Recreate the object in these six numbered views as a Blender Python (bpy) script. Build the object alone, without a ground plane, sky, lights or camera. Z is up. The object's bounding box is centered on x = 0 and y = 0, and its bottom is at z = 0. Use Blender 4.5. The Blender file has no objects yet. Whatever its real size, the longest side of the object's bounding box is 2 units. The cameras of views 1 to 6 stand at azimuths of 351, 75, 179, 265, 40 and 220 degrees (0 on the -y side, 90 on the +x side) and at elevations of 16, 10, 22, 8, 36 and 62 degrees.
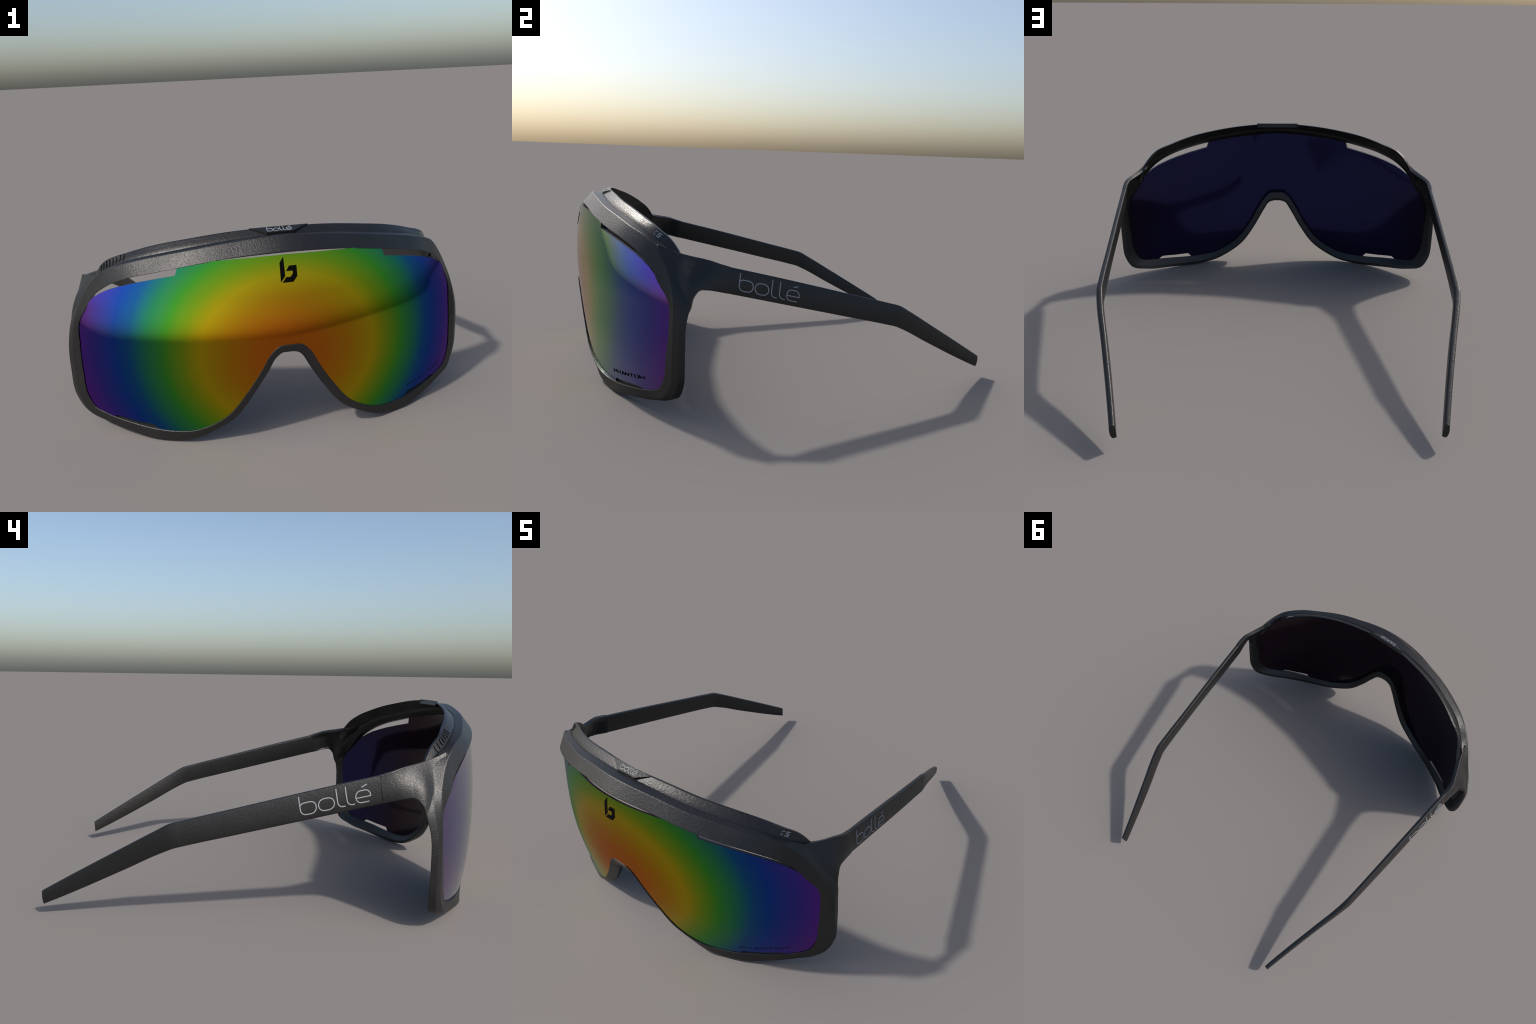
import bpy, bmesh, math
import numpy as np
from mathutils import Vector

# ------------------------------------------------------------------ helpers
def spline(pts, n):
    """Smooth curve (non-uniform Catmull-Rom) through control points, n samples evenly over chord length."""
    P = np.asarray(pts, float)
    d = np.maximum(np.linalg.norm(np.diff(P, axis=0), axis=1), 1e-6)
    t = np.concatenate([[0], np.cumsum(d)])
    m = np.zeros_like(P)
    s = np.diff(P, axis=0) / d[:, None]
    m[1:-1] = (s[:-1] * d[1:, None] + s[1:] * d[:-1, None]) / (d[1:] + d[:-1])[:, None]
    m[0], m[-1] = s[0], s[-1]
    T = np.linspace(0, t[-1], n)
    i = np.clip(np.searchsorted(t, T, side='right') - 1, 0, len(d) - 1)
    h = d[i]
    u = ((T - t[i]) / h)[:, None]
    h = h[:, None]
    return ((2*u**3 - 3*u**2 + 1) * P[i] + (u**3 - 2*u**2 + u) * h * m[i]
            + (-2*u**3 + 3*u**2) * P[i+1] + (u**3 - u**2) * h * m[i+1])

def mirror_path(half):
    """half: stations from x=0 outward; returns the -x .. +x run without doubling the middle."""
    h = np.asarray(half, float)
    left = h[::-1].copy()
    left[..., 0] *= -1
    return np.concatenate([left[:-1], h], 0)

def new_object(name, verts, faces, mat, parent=None, sharp=None, smooth=True):
    me = bpy.data.meshes.new(name)
    me.from_pydata([tuple(map(float, v)) for v in verts], [], faces)
    bm = bmesh.new()
    bm.from_mesh(me)
    bmesh.ops.recalc_face_normals(bm, faces=bm.faces)
    for f in bm.faces:
        f.smooth = smooth
    if sharp is not None:
        a = math.radians(sharp)
        for e in bm.edges:
            if len(e.link_faces) == 2 and e.calc_face_angle(0) > a:
                e.smooth = False
    bm.to_mesh(me)
    bm.free()
    ob = bpy.data.objects.new(name, me)
    bpy.context.scene.collection.objects.link(ob)
    for m in (mat if isinstance(mat, (list, tuple)) else [mat]):
        me.materials.append(m)
    if parent:
        ob.parent = parent
    return ob

def loft(sections, closed=False):
    """sections: (n, k, 3) rings -> verts, faces (caps added when open)."""
    S = np.asarray(sections)
    n, k = S.shape[:2]
    V = S.reshape(-1, 3)
    F = []
    for i in range(n if closed else n - 1):
        a, b = i * k, ((i + 1) % n) * k
        for j in range(k):
            F.append((a + j, a + (j + 1) % k, b + (j + 1) % k, b + j))
    if not closed:
        F.append(tuple(range(k - 1, -1, -1)))
        F.append(tuple((n - 1) * k + j for j in range(k)))
    return V, F

def apply_modifiers(ob):
    dg = bpy.context.evaluated_depsgraph_get()
    me = bpy.data.meshes.new_from_object(ob.evaluated_get(dg))
    old = ob.data
    ob.modifiers.clear()
    ob.data = me
    bpy.data.meshes.remove(old)

# ------------------------------------------------------------------ materials
def node_mat(name):
    m = bpy.data.materials.new(name)
    m.use_nodes = True
    nt = m.node_tree
    return m, nt, nt.nodes["Principled BSDF"]

def plastic(name, colour, rough, grain=0.35, scale=95.0):
    """Moulded matt plastic with a fine leathery grain."""
    m, nt, p = node_mat(name)
    p.inputs["Roughness"].default_value = rough
    p.inputs["Specular IOR Level"].default_value = 0.5
    tc = nt.nodes.new("ShaderNodeTexCoord")
    n1 = nt.nodes.new("ShaderNodeTexNoise")
    n1.inputs["Scale"].default_value = scale
    n1.inputs["Detail"].default_value = 2.5
    n1.inputs["Distortion"].default_value = 1.2
    n2 = nt.nodes.new("ShaderNodeTexNoise")
    n2.inputs["Scale"].default_value = 9.0
    n2.inputs["Detail"].default_value = 3.0
    nt.links.new(tc.outputs["Object"], n1.inputs["Vector"])
    nt.links.new(tc.outputs["Object"], n2.inputs["Vector"])
    b = nt.nodes.new("ShaderNodeBump")
    b.inputs["Strength"].default_value = grain
    b.inputs["Distance"].default_value = 0.004
    nt.links.new(n1.outputs["Fac"], b.inputs["Height"])
    nt.links.new(b.outputs["Normal"], p.inputs["Normal"])
    r = nt.nodes.new("ShaderNodeValToRGB")
    r.color_ramp.elements[0].position = 0.3
    r.color_ramp.elements[0].color = (*[c * 0.85 for c in colour], 1)
    r.color_ramp.elements[1].position = 0.7
    r.color_ramp.elements[1].color = (*[c * 1.15 for c in colour], 1)
    nt.links.new(n2.outputs["Fac"], r.inputs["Fac"])
    nt.links.new(r.outputs["Color"], p.inputs["Base Color"])
    return m

def plain(name, colour, rough, metallic=0.0):
    m, nt, p = node_mat(name)
    tc = nt.nodes.new("ShaderNodeTexCoord")
    n = nt.nodes.new("ShaderNodeTexNoise")
    n.inputs["Scale"].default_value = 40.0
    nt.links.new(tc.outputs["Object"], n.inputs["Vector"])
    r = nt.nodes.new("ShaderNodeValToRGB")
    r.color_ramp.elements[0].color = (*[c * 0.92 for c in colour], 1)
    r.color_ramp.elements[1].color = (*[min(1, c * 1.08) for c in colour], 1)
    nt.links.new(n.outputs["Fac"], r.inputs["Fac"])
    nt.links.new(r.outputs["Color"], p.inputs["Base Color"])
    p.inputs["Roughness"].default_value = rough
    p.inputs["Metallic"].default_value = metallic
    return m

LENS_CENTRE_Z = 0.40

def mirror_lens():
    """Iridescent mirror coating: rainbow rings around the lens centre."""
    m, nt, p = node_mat("rainbow_mirror_coating")
    tc = nt.nodes.new("ShaderNodeTexCoord")
    sep = nt.nodes.new("ShaderNodeSeparateXYZ")
    nt.links.new(tc.outputs["Object"], sep.inputs[0])
    def math_node(op, a, b=None):
        n = nt.nodes.new("ShaderNodeMath")
        n.operation = op
        for k, v in enumerate([a, b]):
            if v is None:
                continue
            if isinstance(v, (int, float)):
                n.inputs[k].default_value = v
            else:
                nt.links.new(v, n.inputs[k])
        return n.outputs[0]
    x2 = math_node('POWER', math_node('ABSOLUTE', sep.outputs["X"]), 2.0)
    dz = math_node('DIVIDE', math_node('SUBTRACT', sep.outputs["Z"], LENS_CENTRE_Z), 0.93)
    z2 = math_node('POWER', math_node('ABSOLUTE', dz), 2.0)
    r = math_node('SQRT', math_node('ADD', x2, z2))
    ramp = nt.nodes.new("ShaderNodeValToRGB")
    stops = [(0.00, (.52, .125, .012)), (0.14, (.52, .15, .012)), (0.25, (.48, .22, .010)),
             (0.36, (.46, .345, .010)), (0.43, (.20, .33, .014)), (0.50, (.055, .30, .03)),
             (0.575, (.022, .20, .11)), (0.64, (.012, .09, .27)), (0.70, (.012, .055, .33)),
             (0.78, (.045, .040, .32)), (0.87, (.115, .030, .31))]
    els = ramp.color_ramp.elements
    els[0].position, els[0].color = stops[0][0], (*stops[0][1], 1)
    els[1].position, els[1].color = stops[-1][0], (*stops[-1][1], 1)
    for pos, c in stops[1:-1]:
        e = els.new(pos)
        e.color = (*c, 1)
    nt.links.new(r, ramp.inputs["Fac"])
    nt.links.new(ramp.outputs["Color"], p.inputs["Base Color"])
    p.inputs["Metallic"].default_value = 1.0
    p.inputs["Roughness"].default_value = 0.05
    return m

def lens_back():
    m, nt, p = node_mat("tinted_lens_inside")
    tc = nt.nodes.new("ShaderNodeTexCoord")
    n = nt.nodes.new("ShaderNodeTexNoise")
    n.inputs["Scale"].default_value = 6.0
    nt.links.new(tc.outputs["Object"], n.inputs["Vector"])
    r = nt.nodes.new("ShaderNodeValToRGB")
    r.color_ramp.elements[0].color = (.008, .003, .005, 1)
    r.color_ramp.elements[1].color = (.007, .003, .007, 1)
    nt.links.new(n.outputs["Fac"], r.inputs["Fac"])
    nt.links.new(r.outputs["Color"], p.inputs["Base Color"])
    p.inputs["Roughness"].default_value = 0.06
    p.inputs["Specular IOR Level"].default_value = 1.0
    lw = nt.nodes.new("ShaderNodeLayerWeight")
    lw.inputs["Blend"].default_value = 0.5
    t = nt.nodes.new("ShaderNodeValToRGB")
    t.color_ramp.elements[0].position = 0.14
    t.color_ramp.elements[0].color = (.20, .26, 1.0, 1)
    t.color_ramp.elements[1].position = 0.36
    t.color_ramp.elements[1].color = (.16, .07, .09, 1)
    nt.links.new(lw.outputs["Facing"], t.inputs["Fac"])
    nt.links.new(t.outputs["Color"], p.inputs["Specular Tint"])
    return m

FRAME = plastic("black_grained_plastic", (.0088, .0086, .0085), 0.41, 0.32, 115)
TRIM = plastic("black_trim_plastic", (.0088, .0086, .0085), 0.37, 0.30, 105)
ARM = plastic("black_arm_plastic", (.0088, .0086, .0085), 0.42, 0.30, 100)
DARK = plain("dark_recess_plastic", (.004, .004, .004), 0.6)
SILVER = plain("silver_lettering", (.30, .31, .33), 0.3, 0.0)
INK = plain("black_print", (.002, .002, .002), 0.6)
INK.node_tree.nodes["Principled BSDF"].inputs["Specular IOR Level"].default_value = 0.05
COAT = mirror_lens()
BACK = lens_back()
EDGE = plain("smoky_lens_edge", (.010, .008, .008), 0.45)  # colour taken down so the brow slot looks dark inside, not pale

# ------------------------------------------------------------------ root
root = bpy.data.objects.new("sunglasses", None)
bpy.context.scene.collection.objects.link(root)
root["label"] = "black wraparound shield sunglasses with rainbow mirrored lens"
root["category"] = "sunglasses"

# ------------------------------------------------------------------ lens surface
# even in x; wraps round the face and bulges in each half
LENS_TERMS = [(-0.9855, 0, 0), (0.3950, 2, 0), (0.08517, 4, 0), (0.1298, 6, 0), (-0.1050, 0, 1),
              (0.11945, 0, 2), (0.61706, 0, 3), (0.06189, 0, 4), (0.62136, 2, 1), (1.39118, 2, 2),
              (-2.61139, 4, 2), (-2.67146, 2, 3), (-0.516, 4, 1)]

def lens_y(x, z):
    """front surface of the shield lens."""
    s = z - .42
    return sum(c * x ** i * s ** j for c, i, j in LENS_TERMS)

def lens_gloss_normal(x, z):
    """shading normal of the coated face: a touch more vertical roll than the shell itself."""
    e = 1e-3
    gx = (lens_y(x+e, z) - lens_y(x-e, z)) / (2*e)
    gz = (lens_y(x, z+e) - lens_y(x, z-e)) / (2*e)
    s = min(max(z - .5, -.03), .15)
    sx = min(s, .08)
    fx = .6438*x - .8548*x**3 + 1.3461*x**5 + .7118*x*sx + 3.2539*x**3*sx
    fz = .2135 + .037*x*x + .0413*x**4 + .2406*s + .6857*s*x*x - 1.8842*s*s
    t = min(max((z - .12) / .36, 0), 1)
    t = t * t * (3 - 2 * t)
    return Vector((fx, -1, -.05 + (fz + .05) * t)).normalized()

def lens_normal(x, z):
    e = 1e-3
    n = Vector(((lens_y(x+e, z) - lens_y(x-e, z)) / (2*e), -1, (lens_y(x, z+e) - lens_y(x, z-e)) / (2*e)))
    return n.normalized()

# ------------------------------------------------------------------ lens
TOP = [(0, .811), (.1, .808), (.2, .803), (.30, .795), (.40, .783), (.413, .780), (.428, .739), (.525, .718),
       (.60, .699), (.65, .683), (.70, .664), (.735, .645), (.77, .619), (.80, .58), (.83, .532), (.853, .49), (.866, .43)]
BOT = [(0, .437), (.045, .434), (.07, .415), (.118, .330), (.185, .222), (.262, .125), (.31, .090), (.363, .065), (.42, .050), (.487, .042),
       (.545, .044), (.546, .050), (.567, .074), (.64, .079), (.717, .090), (.733, .080), (.736, .072), (.761, .079), (.81, .10), (.838, .125), (.855, .16), (.866, .21)]

def build_lens():
    bx = sorted(set([p[0] for p in TOP] + [p[0] for p in BOT]) | set(np.arange(0, .866, .0125).round(4)))
    xs = [bx[0]]
    for b in bx[1:]:
        if b - xs[-1] > 5e-4:
            xs.append(b)
    xs = [-x for x in xs[:0:-1]] + xs
    tx, tz = zip(*TOP)
    cx, cz = zip(*BOT)
    rows = 36
    front, back = [], []
    for x in xs:
        a, b = np.interp(abs(x), cx, cz), np.interp(abs(x), tx, tz)
        for r in range(rows + 1):
            z = a + (b - a) * r / rows
            p = Vector((x, lens_y(x, z), z))
            front.append(p)
            back.append(p - lens_normal(x, z) * .013)
    V = front + back
    nF = len(front)
    R = rows + 1
    faces, mats = [], []
    for i in range(len(xs) - 1):
        for r in range(rows):
            q = (i*R + r, (i+1)*R + r, (i+1)*R + r + 1, i*R + r + 1)
            faces.append(q); mats.append(0)
            faces.append(tuple(nF + k for k in q[::-1])); mats.append(1)
        for r in (0, rows):
            faces.append((i*R + r, (i+1)*R + r, nF + (i+1)*R + r, nF + i*R + r)); mats.append(2)
    for i in (0, len(xs) - 1):
        for r in range(rows):
            faces.append((i*R + r, i*R + r + 1, nF + i*R + r + 1, nF + i*R + r)); mats.append(2)
    ob = new_object("lens", V, faces, [COAT, BACK, EDGE], root, sharp=35)
    for p, mi in zip(ob.data.polygons, mats):
        p.material_index = mi
    me = ob.data
    loops = [tuple(c.vector) for c in me.corner_normals]
    for p in me.polygons:
        if p.material_index == 0:
            for li in p.loop_indices:
                v = me.vertices[me.loops[li].vertex_index].co
                loops[li] = tuple(lens_gloss_normal(v.x, v.z))
        elif p.material_index == 1:
            for li in p.loop_indices:
                v = me.vertices[me.loops[li].vertex_index].co
                n = lens_normal(v.x, v.z)
                loops[li] = tuple(Vector((-n.x, -n.y, -n.z * .35)).normalized())
    me.normals_split_custom_set(loops)
    return ob

lens = build_lens()

# ------------------------------------------------------------------ frame front (brow bar + rim + end pieces)
def L(x, z, out=.006):
    return (x, lens_y(x, z) - out, z)

# each station: front inner lip, front crease, top/outer ledge, rear outer, rear inner
BROW = [
    [(0, -.963, .819), (0, -.916, .873), (0, -.860, .865), (0, -.888, .850), (0, -.942, .809)],
    [(.2, -.937, .805), (.2, -.893, .857), (.2, -.848, .855), (.2, -.870, .838), (.195, -.917, .798)],
    [(.36, -.907, .781), (.36, -.862, .833), (.36, -.82, .833), (.36, -.840, .815), (.352, -.882, .780)],
    [(.51, -.855, .75), (.508, -.807, .803), (.50, -.772, .805), (.503, -.790, .785), (.500, -.832, .752)],
    [(.627, -.795, .718), (.63, -.753, .771), (.62, -.716, .773), (.63, -.728, .752), (.619, -.773, .719)],
    [(.71, -.735, .675), (.717, -.692, .735), (.70, -.655, .727), (.712, -.672, .708), (.697, -.718, .682)],
    [(.77, -.683, .619), (.776, -.642, .672), (.755, -.60, .690), (.765, -.615, .665), (.753, -.658, .630)],
    [(.81, -.652, .555), (.830, -.608, .585), (.814, -.560, .605), (.812, -.562, .585), (.795, -.622, .560)],
]
RIM = [
    [L(.842, .493), (.866, -.598, .500), (.880, -.562, .495), (.883, -.528, .49), (.848, -.595, .488)],
    [L(.852, .38), (.886, -.600, .38), (.904, -.575, .39), (.902, -.545, .40), (.857, -.598, .385)],
    [L(.851, .257), (.888, -.602, .257), (.909, -.578, .26), (.907, -.549, .264), (.857, -.600, .26)],
    [L(.842, .155), (.880, -.607, .140), (.900, -.580, .140), (.897, -.550, .146), (.848, -.604, .158)],
    [L(.817, .108), (.848, -.632, .080), (.866, -.600, .078), (.868, -.562, .086), (.822, -.622, .110)],
    [L(.761, .084), (.768, -.684, .045), (.777, -.655, .040), (.785, -.615, .048), (.767, -.668, .090)],
    [L(.661, .065), (.664, -.760, .024), (.668, -.735, .019), (.672, -.705, .022), (.666, -.738, .073)],
    [L(.557, .051), (.558, -.822, .008), (.560, -.800, .003), (.563, -.775, .007), (.560, -.795, .060)],
    [L(.480, .050), (.478, -.853, .006), (.478, -.837, .001), (.478, -.818, .005), (.481, -.835, .055)],
    [L(.405, .061), (.394, -.886, .024), (.389, -.870, .020), (.387, -.848, .022), (.398, -.865, .064)],
    [L(.345, .084), (.323, -.903, .056), (.318, -.890, .053), (.316, -.867, .054), (.337, -.882, .090)],
    [L(.262, .137), (.234, -.922, .112), (.228, -.910, .112), (.226, -.886, .118), (.254, -.900, .146)],
    [L(.185, .234), (.156, -.942, .219), (.147, -.930, .220), (.142, -.906, .229), (.174, -.915, .247)],
    [L(.118, .340), (.090, -.958, .323), (.083, -.945, .325), (.079, -.920, .337), (.111, -.925, .357)],
    [L(.080, .410), (.057, -.970, .385), (.052, -.955, .381), (.050, -.925, .376), (.071, -.928, .412)],
    [L(.048, .440), (.032, -.985, .411), (.030, -.965, .403), (.028, -.928, .384), (.043, -.930, .436)],
    [L(0, .445), (0, -.988, .415), (0, -.968, .406), (0, -.930, .386), (0, -.932, .440)],
]

def frame_ring():
    st = np.array(BROW + RIM)            # half loop, top middle -> bridge middle
    # blunt the rear edge: a second rear point a little inwards, pushed off the rear-to-inner chord
    rear, inner = st[:, 3], st[:, 4]
    chord = inner - rear
    away = (rear + inner) / 2 - st[:, :3].mean(1)
    away -= chord * ((away * chord).sum(1) / (chord * chord).sum(1))[:, None]
    away /= np.linalg.norm(away, axis=1)[:, None]
    st = np.concatenate([st[:, :4], (rear + chord * .3 + away * .006)[:, None], inner[:, None]], 1)
    n = 1500
    mir = np.array([-1, 1, 1])
    curves = []
    for j in range(st.shape[1]):
        c = st[:, j]
        # run past both mid-points with mirrored stations so nothing kinks at x = 0
        path = np.concatenate([c[3:0:-1] * mir, c, c[-2:-5:-1] * mir])
        curves.append(spline(path, n))
    # cut every curve to the half x >= 0 and resample by station count
    rings = []
    for c in curves:
        m = len(c)
        a = max(i for i in range(m // 3) if c[i, 0] <= 0)
        b = min(i for i in range(2 * m // 3, m) if c[i, 0] <= 0)
        seg = c[a:b+1].copy()
        seg[0] += (seg[1] - seg[0]) * (-seg[0, 0] / (seg[1, 0] - seg[0, 0]))
        seg[-1] += (seg[-2] - seg[-1]) * (-seg[-1, 0] / (seg[-2, 0] - seg[-1, 0]))
        seg[0, 0] = seg[-1, 0] = 0
        rings.append(seg)
    # common parameter: position along the front lip between the same stations
    out = []
    for j, seg in enumerate(rings):
        keys = [int(np.argmin(np.linalg.norm(seg - p, axis=1))) for p in st[:, j]]
        keys[0], keys[-1] = 0, len(seg) - 1
        u = np.interp(np.linspace(0, len(keys) - 1, 260), np.arange(len(keys)), keys)
        k = np.clip(u.astype(int), 0, len(seg) - 2)
        w = (u - k)[:, None]
        out.append(seg[k] * (1 - w) + seg[k + 1] * w)
    half = np.stack(out, 1)
    left = half[::-1].copy()
    left[..., 0] *= -1
    return loft(np.concatenate([half, left[1:-1]], 0), closed=True)

END_ST = [  # outer face of the end piece from the crease back to the arm joint: top, bottom, thickness
    ((.745, -.650, .712), (.874, -.580, .470), .026),
    ((.764, -.588, .687), (.888, -.545, .450), .025),
    ((.796, -.508, .668), (.880, -.516, .515), .024),
    ((.814, -.462, .660), (.868, -.486, .541), .023),
    ((.827, -.430, .652), (.861, -.450, .537), .022),
    ((.832, -.395, .640), (.854, -.410, .527), .022),
    ((.831, -.353, .627), (.847, -.366, .516), .022)]

def end_sections(n=40):
    """per section: top point, bottom point, inward normal, thickness."""
    A = spline([s[0] for s in END_ST], n)
    B = spline([s[1] for s in END_ST], n)
    T = np.interp(np.linspace(0, 1, n), np.linspace(0, 1, len(END_ST)), [s[2] for s in END_ST])
    out = []
    for i in range(n):
        j0, j1 = max(i-1, 0), min(i+1, n-1)
        nrm = np.cross(A[j1] + B[j1] - A[j0] - B[j0], A[i] - B[i])
        nrm /= np.linalg.norm(nrm)
        out.append((A[i], B[i], -nrm if nrm[0] > 0 else nrm, T[i]))
    return out

def end_hollow(i, f):
    """the inside is scooped out below the top edge, less so towards the joint."""
    along = min(max((37 - i) / 8, 0), 1)
    across = min(max((f - .10) / .14, 0), 1) * min(max((1.0 - f) / .10, 0), 1)
    return 1 - .45 * along * across

def end_piece(side):
    rings = []
    for i, (a, b, n, t) in enumerate(end_sections()):
        swell = .006 + .007 * max(0, math.sin(math.pi * min(i / 22, 1)))
        outer = [a + (b - a) * f - n * swell * math.sin(math.pi * f ** 1.4) for f in np.linspace(0, 1, 13)]
        inner = [a + (b - a) * f + n * t * end_hollow(i, f) for f in np.linspace(1, 0, 17)]
        rings.append(outer + inner)
    R = np.array(rings)
    R[..., 0] *= side
    return loft(R)

def build_frame():
    V, F = [], []
    for v, f in [frame_ring(), end_piece(1), end_piece(-1)]:
        o = len(V)
        V += list(v)
        F += [tuple(o + i for i in q) for q in f]
    # fuse each closed shell
    tmp = new_object("frame_block", V, F, FRAME)
    rm = tmp.modifiers.new("fuse", 'REMESH')
    rm.mode = 'VOXEL'
    rm.voxel_size = .0020
    rm.adaptivity = 0
    sm = tmp.modifiers.new("soften", 'SMOOTH')
    sm.factor = .5
    sm.iterations = 6
    apply_modifiers(tmp)
    me = tmp.data
    nv = len(me.vertices)
    co = np.zeros(nv * 3); me.vertices.foreach_get("co", co); co = co.reshape(-1, 3)
    no = np.zeros(nv * 3); me.vertex_normals.foreach_get("vector", no); no = no.reshape(-1, 3)
    groups = {"brow_bar": [], "rim": [], "end_piece": [], "end_piece.001": []}
    for p in me.polygons:
        c = co[list(p.vertices)].mean(0)
        ax = abs(c[0])
        if c[2] > .50 and c[1] > -.56 and ax > .74:
            groups["end_piece" if c[0] > 0 else "end_piece.001"].append(tuple(p.vertices))
        elif c[2] > .60:
            groups["brow_bar"].append(tuple(p.vertices))
        else:
            groups["rim"].append(tuple(p.vertices))
    made = {}
    for name, polys in groups.items():
        used = sorted({i for q in polys for i in q})
        idx = {v: k for k, v in enumerate(used)}
        m2 = bpy.data.meshes.new(name)
        m2.from_pydata([tuple(co[i]) for i in used], [], [tuple(idx[i] for i in q) for q in polys])
        m2.materials.append(FRAME)
        m2.shade_smooth()
        m2.normals_split_custom_set_from_vertices([tuple(no[i]) for i in used])
        o = bpy.data.objects.new(name, m2)
        bpy.context.scene.collection.objects.link(o)
        o.parent = root
        made[name] = o
    bpy.data.objects.remove(tmp)
    return made

frame_parts = build_frame()

# ------------------------------------------------------------------ raised rear trim strip on the brow
# station: front groove edge, top crest, rear crest, rear foot
STRIP = [
    [(0, -.866, .862), (0, -.835, .888), (0, -.826, .887), (0, -.878, .852)],
    [(.21, -.850, .850), (.21, -.813, .878), (.21, -.804, .877), (.205, -.860, .837)],
    [(.36, -.822, .831), (.37, -.781, .857), (.368, -.772, .856), (.36, -.830, .815)],
    [(.50, -.776, .803), (.50, -.735, .832), (.497, -.726, .831), (.50, -.783, .785)],
    [(.61, -.722, .775), (.61, -.682, .798), (.604, -.673, .797), (.622, -.722, .754)],
    [(.68, -.672, .740), (.690, -.640, .767), (.683, -.631, .765), (.700, -.668, .716)],
    [(.725, -.632, .705), (.730, -.592, .728), (.722, -.585, .724), (.734, -.622, .684)],
    [(.752, -.596, .675), (.754, -.565, .688), (.745, -.559, .685), (.756, -.590, .654)],
    [(.790, -.555, .625), (.785, -.538, .630), (.776, -.533, .626), (.770, -.545, .600)],
]

def strip_frames():
    st = np.array(STRIP)
    full = np.stack([spline(mirror_path(st[:, j]), 181) for j in range(4)], 1)
    return full[90:]

def build_strip():
    half = strip_frames()
    core = (half[:, 0] + half[:, 3]) / 2
    # rounded top: insert a few points on the crest
    crest = [half[:, 1] * .9 + half[:, 0] * .1, half[:, 1], half[:, 2], half[:, 2] * .9 + half[:, 3] * .1]
    R = np.stack([half[:, 0], half[:, 0] * .55 + half[:, 1] * .45] + crest + [half[:, 3], core * .5 + half[:, 3] * .5], 1)
    V, F = loft(mirror_path(R))
    return new_object("brow_trim", V, F, TRIM, root, sharp=50)

trim = build_strip()

# ------------------------------------------------------------------ strokes: lettering as solid ribbons laid on a surface
def ribbon(points, width, closed=False):
    """2D polyline -> list of quads (2D) with mitred joints."""
    P = np.array(points, float)
    n = len(P)
    off = []
    for i in range(n):
        if closed:
            a, b = P[i] - P[i-1], P[(i+1) % n] - P[i]
        else:
            a = P[i] - P[i-1] if i else P[1] - P[0]
            b = P[i+1] - P[i] if i < n-1 else P[-1] - P[-2]
        a, b = a / np.linalg.norm(a), b / np.linalg.norm(b)
        na, nb = np.array([-a[1], a[0]]), np.array([-b[1], b[0]])
        m = na + nb
        m /= max(np.linalg.norm(m), 1e-6)
        off.append(m * min(1 / max(m @ na, .4), 2.0) * width / 2)
    off = np.array(off)
    return P + off, P - off

def lay_strokes(name, strokes, place, width, depth, mat, parent):
    """place(u, v, h) -> 3D point, h = height above the surface."""
    V, F = [], []
    for pts, closed in strokes:
        l, r = ribbon(pts, width, closed)
        n = len(l)
        o = len(V)
        for i in range(n):
            V += [place(*l[i], depth), place(*r[i], depth), place(*r[i], -.002), place(*l[i], -.002)]
        m = n if closed else n - 1
        for i in range(m):
            a, b = o + 4*i, o + 4*((i+1) % n)
            for j in range(4):
                F.append((a + j, a + (j+1) % 4, b + (j+1) % 4, b + j))
        if not closed:
            F.append((o, o+1, o+2, o+3))
            e = o + 4*(n-1)
            F.append((e+3, e+2, e+1, e))
    return new_object(name, V, F, mat, parent, sharp=40)

def arc(cx, cy, rx, ry, a0, a1, n=7):
    return [(cx + rx * math.cos(math.radians(a)), cy + ry * math.sin(math.radians(a))) for a in np.linspace(a0, a1, n)]

def rounded_box(x0, x1, y0, y1, rx, ry):
    return (arc(x1-rx, y1-ry, rx, ry, 0, 90) + arc(x0+rx, y1-ry, rx, ry, 90, 180)
            + arc(x0+rx, y0+ry, rx, ry, 180, 270) + arc(x1-rx, y0+ry, rx, ry, 270, 360))

def wordmark():
    """five thin lower-case letters, x-height 80, total width about 480."""
    s = []
    s.append(([(0, 130), (0, 40)] + arc(38, 38, 38, 38, 180, 270)[1:] + arc(72, 38, 36, 38, 270, 360)
              + arc(72, 46, 36, 36, 0, 90) + [(30, 82), (12, 78), (3, 68)], False))
    s.append((rounded_box(124, 232, 0, 82, 42, 40), True))
    for x in (254, 318):
        s.append(([(x, 130), (x, 40)] + arc(x + 34, 36, 34, 36, 180, 270)[1:] + [(x + 50, 0)], False))
    s.append(([(378, 36), (478, 36), (478, 46)] + arc(442, 46, 36, 36, 0, 90)[1:] + arc(414, 44, 36, 38, 90, 180)
              + arc(414, 38, 36, 38, 180, 270) + [(466, 0)], False))
    s.append(([(424, 104), (462, 118)], False))
    return s

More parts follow.
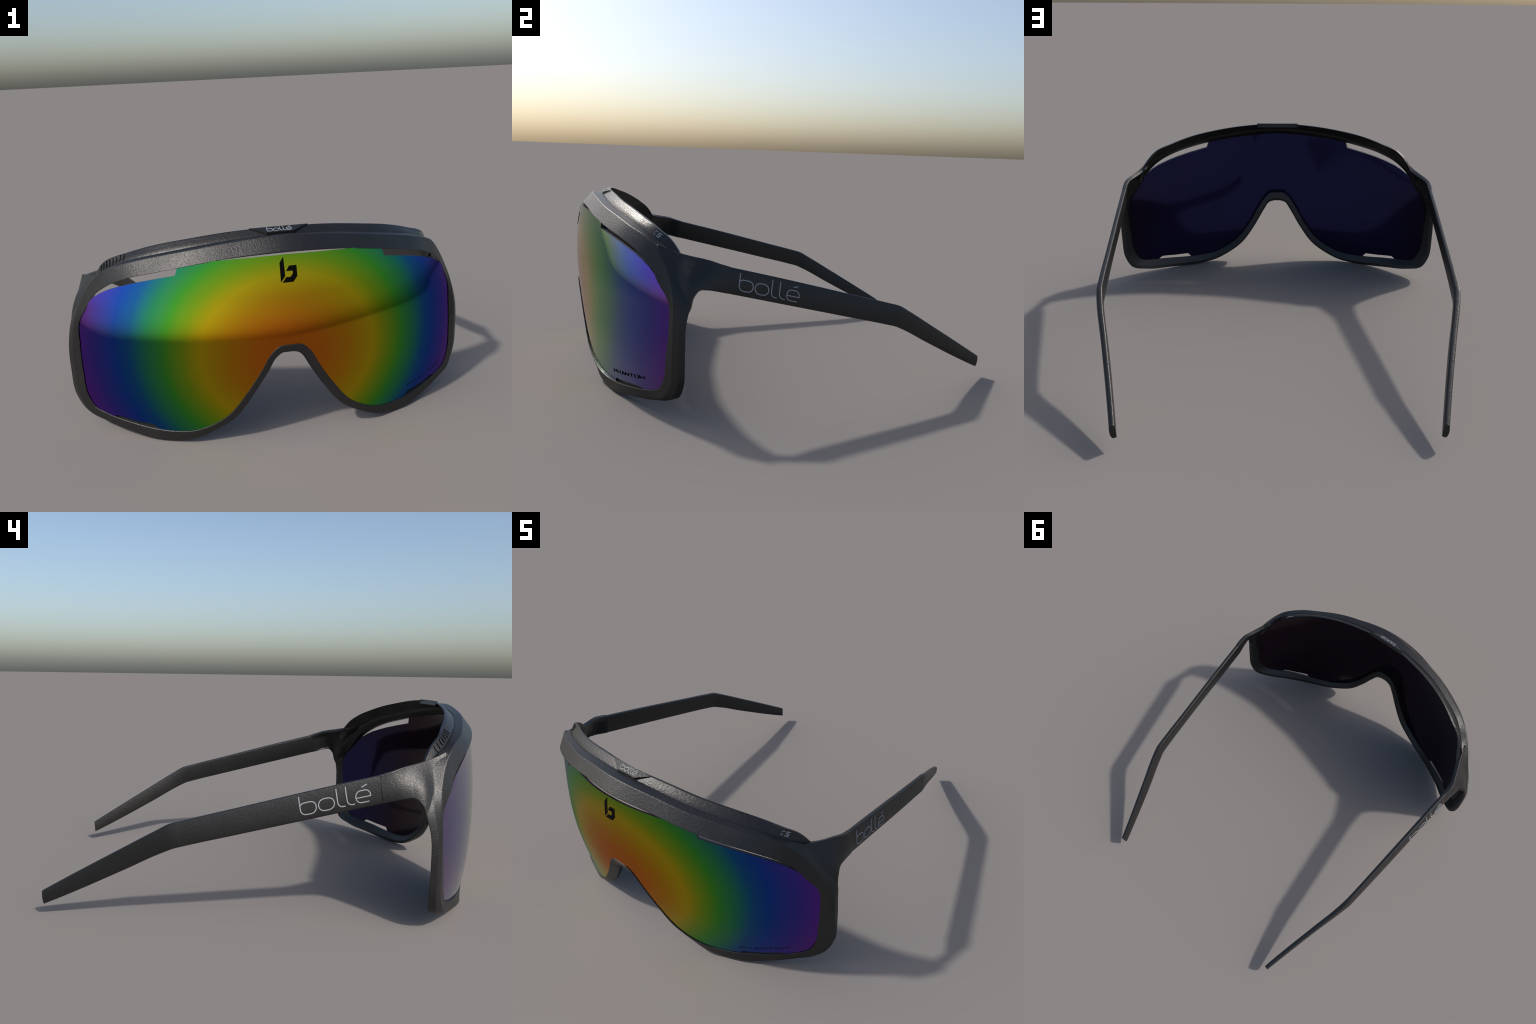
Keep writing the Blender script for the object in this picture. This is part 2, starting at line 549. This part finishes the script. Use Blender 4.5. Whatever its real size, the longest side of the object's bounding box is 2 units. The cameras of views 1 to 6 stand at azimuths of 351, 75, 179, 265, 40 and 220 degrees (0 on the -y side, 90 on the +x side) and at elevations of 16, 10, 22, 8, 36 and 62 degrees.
# ------------------------------------------------------------------ arms (temples)
ARM_ST = [  # top, bottom, thickness  (right arm, x of the outer face)
    ((.8308, -.3570, .6270), (.8470, -.3720, .5180), .022),
    ((0.8177, -.15, 0.5780), (0.8327, -.17, 0.4710), .022),
    ((0.7937, .22, 0.4855), (0.8067, .20, 0.3850), .022),
    ((0.7817, .410, 0.4375), (0.7907, .390, 0.3400), .023),
    ((0.7767, .468, 0.4215), (0.7847, .450, 0.3240), .024),
    ((0.7667, .518, 0.3935), (0.7727, .492, 0.3050), .024),
    ((0.7187, .680, 0.2975), (0.7217, .650, 0.2200), .022),
    ((0.6347, .970, 0.1235), (0.6347, .955, 0.0650), .020),
    ((0.6272, .9990, 0.1055), (0.6237, .9940, 0.0465), .019),
]

def arm_sections(n=140):
    A = spline([s[0] for s in ARM_ST], n)
    B = spline([s[1] for s in ARM_ST], n)
    k = np.linspace(0, 1, n)
    c = np.concatenate([[0], np.cumsum(np.linalg.norm(np.diff(np.array([s[0] for s in ARM_ST]), axis=0), axis=1))])
    T = np.interp(k, c / c[-1], [s[2] for s in ARM_ST])
    return A, B, T

def arm_frame(A, B, i):
    a, b = A[i], B[i]
    j0, j1 = max(i-1, 0), min(i+1, len(A)-1)
    ahead = (A[j1] + B[j1] - A[j0] - B[j0])
    n = np.cross(ahead, a - b)
    n /= np.linalg.norm(n)
    return n if n[0] > 0 else -n       # outward

def bulge(f):
    return .004 * math.sin(math.pi * min(max(f, 0), 1))

def build_arm(side):
    A, B, T = arm_sections()
    rings = []
    for i in range(len(A)):
        n = arm_frame(A, B, i)
        a, b, t = A[i], B[i], T[i]
        h = np.linalg.norm(a - b)
        r = min(.006, h * .15)
        ring = []
        def corner(cf, cd, a0, a1):
            # cf: distance from the top edge, cd: depth from the outer face (metres)
            return [(cf - r * math.sin(q), cd - r * math.cos(q)) for q in np.radians(np.linspace(a0, a1, 4))]
        prof = corner(r, r, 90, 0) + [(f * h, -bulge(f)) for f in np.linspace(.2, .8, 5)]
        prof += corner(h - r, r, 0, -90) + corner(h - r, t - r, -90, -180) + corner(r, t - r, 180, 90)
        for f, d in prof:
            ring.append(a + (b - a) * (f / h) - n * d)
        rings.append(ring)
    R = np.array(rings)
    R[..., 0] *= side
    V, F = loft(R)
    return new_object("temple_arm", V, F, ARM, root, sharp=38)

def text_on_arm(arm, side):
    A, B, T = arm_sections(400)
    M = (A + B) / 2
    ys = M[:, 1]
    y0, y1 = -.318, -.046
    length = y1 - y0
    scale = length / 480.0
    def place(u, v, h):
        t = u / 480.0
        y = y0 + t * length if side > 0 else y1 - t * length
        i = int(np.clip(np.searchsorted(ys, y), 1, len(ys)-1))
        w = (y - ys[i-1]) / (ys[i] - ys[i-1])
        a, b = A[i-1]*(1-w) + A[i]*w, B[i-1]*(1-w) + B[i]*w
        hgt = np.linalg.norm(a - b)
        f = .80 - v * scale / hgt
        n = arm_frame(A, B, i)
        p = a + (b - a) * f + n * (bulge(f) + h)
        # keep letters upright to the arm axis
        p[0] *= side
        return p
    lay_strokes("lettering_groove", wordmark(), place, 12, .0004, DARK, arm)  # wider dark ribbon under the letters, seen as a dark outline around them
    lay_strokes("lettering", wordmark(), place, 7, .0016, SILVER, arm)

def dark_inner_patch(side):
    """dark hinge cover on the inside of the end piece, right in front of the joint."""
    rings = []
    for i, (a, b, n, t) in list(enumerate(end_sections()))[26:39]:
        q = [a + (b - a) * f + n * (t * end_hollow(i, f) + d) for f, d in ((.28, -.004), (.28, .0006), (.60, .0012), (.92, .0006), (.92, -.004))]
        rings.append(q)
    R = np.array(rings)
    R[..., 0] *= side
    V, F = loft(R)
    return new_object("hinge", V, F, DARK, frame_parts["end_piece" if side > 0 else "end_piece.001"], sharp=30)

for side in (1, -1):
    a = build_arm(side)
    text_on_arm(a, side)
    dark_inner_patch(side)

# ------------------------------------------------------------------ badge plate with lettering on the brow
def build_badge():
    topz = lambda x, y: .8860 + (y + .826) * .36
    pts = [(-.120, -.828), (-.055, -.866), (.055, -.866), (.120, -.828)]
    V = [(x, y, topz(x, y) + .004) for x, y in pts] + [(x*.98, y + .004, topz(x, y) - .018) for x, y in pts]
    n = len(pts)
    F = [tuple(range(n)), tuple(range(2*n-1, n-1, -1))] + [(i, (i+1) % n, n + (i+1) % n, n + i) for i in range(n)]
    b = new_object("badge", V, F, TRIM, root, smooth=False)
    sc = .100 / 480
    def place(u, v, h):
        x = -.050 + u * sc
        y = -.858 + v * sc
        return (x, y, topz(x, y) + .004 + h)
    lay_strokes("lettering", wordmark(), place, 10, .0008, SILVER, b)
    return b

build_badge()

# ------------------------------------------------------------------ marks printed on the lens
def lens_place(u, v, h):
    n = lens_normal(u, v)
    return tuple(Vector((u, lens_y(u, v), v)) + n * h)

def lens_plate(name, outlines, mat, parent, h=.0012):
    """flat printed shapes: outline filled, refined and pressed onto the lens."""
    bm = bmesh.new()
    for poly in outlines:
        bm.faces.new([bm.verts.new((x, 0, z)) for x, z in poly])
    bmesh.ops.triangulate(bm, faces=bm.faces[:])
    bmesh.ops.subdivide_edges(bm, edges=bm.edges[:], cuts=5, use_grid_fill=True)
    bmesh.ops.triangulate(bm, faces=bm.faces[:])
    ext = bmesh.ops.extrude_face_region(bm, geom=bm.faces[:])
    lower = {g for g in ext["geom"] if isinstance(g, bmesh.types.BMVert)}
    for v in bm.verts:
        v.co = lens_place(v.co.x, v.co.z, -.002 if v in lower else h)
    V = [tuple(v.co) for v in bm.verts]
    bm.verts.index_update()
    F = [tuple(v.index for v in f.verts) for f in bm.faces]
    bm.free()
    return new_object(name, V, F, mat, parent, smooth=False)

LOGO = [[(-.015, .802), (-.031, .780), (-.0305, .705), (-.0125, .729)],
        [(.005, .767), (.034, .767), (.035, .725), (.019, .704), (.018, .736), (.018, .747), (-.008, .747)],
        [(.019, .704), (-.024, .7035), (-.009, .724), (.008, .724), (.018, .736)]]
lens_plate("emblem", LOGO, INK, lens)

def lens_word():
    """wide angular capitals along the lower outer edge of the lens."""
    H = 1.0
    letters = [
        [[(0, 0), (0, 1), (1.3, 1), (1.3, .5), (.1, .5)]],
        [[(0, 0), (0, 1)], [(1.3, 0), (1.3, 1)], [(0, .5), (1.3, .5)]],
        [[(0, -.3), (.75, 1.05), (1.4, 0)], [(.45, .4), (1.0, .4)]],
        [[(0, 0), (0, 1), (1.3, 0), (1.3, 1)]],
        [[(0, 1), (1.4, 1)], [(.7, 1), (.7, 0)]],
        [[(.1, 0), (0, .5), (.1, 1), (1.3, 1), (1.4, .5), (1.3, 0), (.1, 0)]],
        [[(0, 0), (0, 1), (.75, .2), (1.5, 1), (1.5, 0)]],
    ]
    x = 0
    out = []
    for L_ in letters:
        for s in L_:
            out.append(([(x + a, b) for a, b in s], False))
        x += 1.85
    total = x - .35
    x0, x1 = .562, .757
    def place(u, v, h):
        t = u / total
        px = x0 + (x1 - x0) * t
        pz = .100 + .028 * t + .0145 * v
        return lens_place(px, pz, h)
    lay_strokes("lettering", out, place, .11, .0006, INK, lens)

lens_word()

# ------------------------------------------------------------------ model initials and vent ribs on the trim strip
def strip_place(side):
    st = np.array(STRIP)
    half = np.stack([spline(st[:, j], 400) for j in range(4)], 1)
    def place(x, v, h):
        """x: distance from the middle, v: 0 at groove .. 1 at crest."""
        i = int(np.clip(np.searchsorted(half[:, 0, 0], x), 1, 399))
        g, c = half[i, 0], half[i, 1]
        p = g + (c - g) * v
        ah = half[min(i+2, 399)] - half[max(i-2, 0)]
        n = np.cross(ah[0] + ah[1], c - g)
        n /= np.linalg.norm(n)
        if n[1] > 0:
            n = -n
        p = p + n * h
        return (p[0] * side, p[1], p[2])
    return place

pl = strip_place(1)
C = [([(.688, .74), (.680, .74), (.680, .58)], False), ([(.680, .44), (.680, .34), (.687, .34)], False)]
S = [([(.703, .77), (.693, .77), (.693, .55), (.702, .55), (.702, .33), (.692, .33)], False)]

def strip_strokes(name, strokes, w, mat):
    # widths differ along and across, so scale the across axis to metres first
    k = .036
    s2 = [([(x, v * k) for x, v in pts], c) for pts, c in strokes]
    return lay_strokes(name, s2, lambda u, v, h: pl(u, v / k, h), w, .001, mat, trim)

strip_strokes("lettering", C, .0018, SILVER)
strip_strokes("lettering", S, .0032, SILVER)

def vent_rib():
    p = strip_place(-1)
    for i in range(8):
        x = .628 + i * .0145
        V = []
        w = .0034
        k = 10
        ringtop = []
        for j in range(k + 1):
            v = .18 + .72 * j / k
            e = math.sin(math.pi * min(max(j / k, .06), .94)) ** .4
            for s in (-1, 1):
                for h in (.0040, -.002):
                    V.append(p(x + s * w * e - .010 * v, v, h))
        F = []
        for j in range(k):
            a, b = 4*j, 4*(j+1)
            F += [(a, b, b+2, a+2), (a+1, a+3, b+3, b+1), (a, a+1, b+1, b), (a+2, b+2, b+3, a+3)]
        F += [(0, 2, 3, 1), (4*k, 4*k+1, 4*k+3, 4*k+2)]
        new_object("vent_rib", V, F, TRIM, trim, sharp=40)

vent_rib()
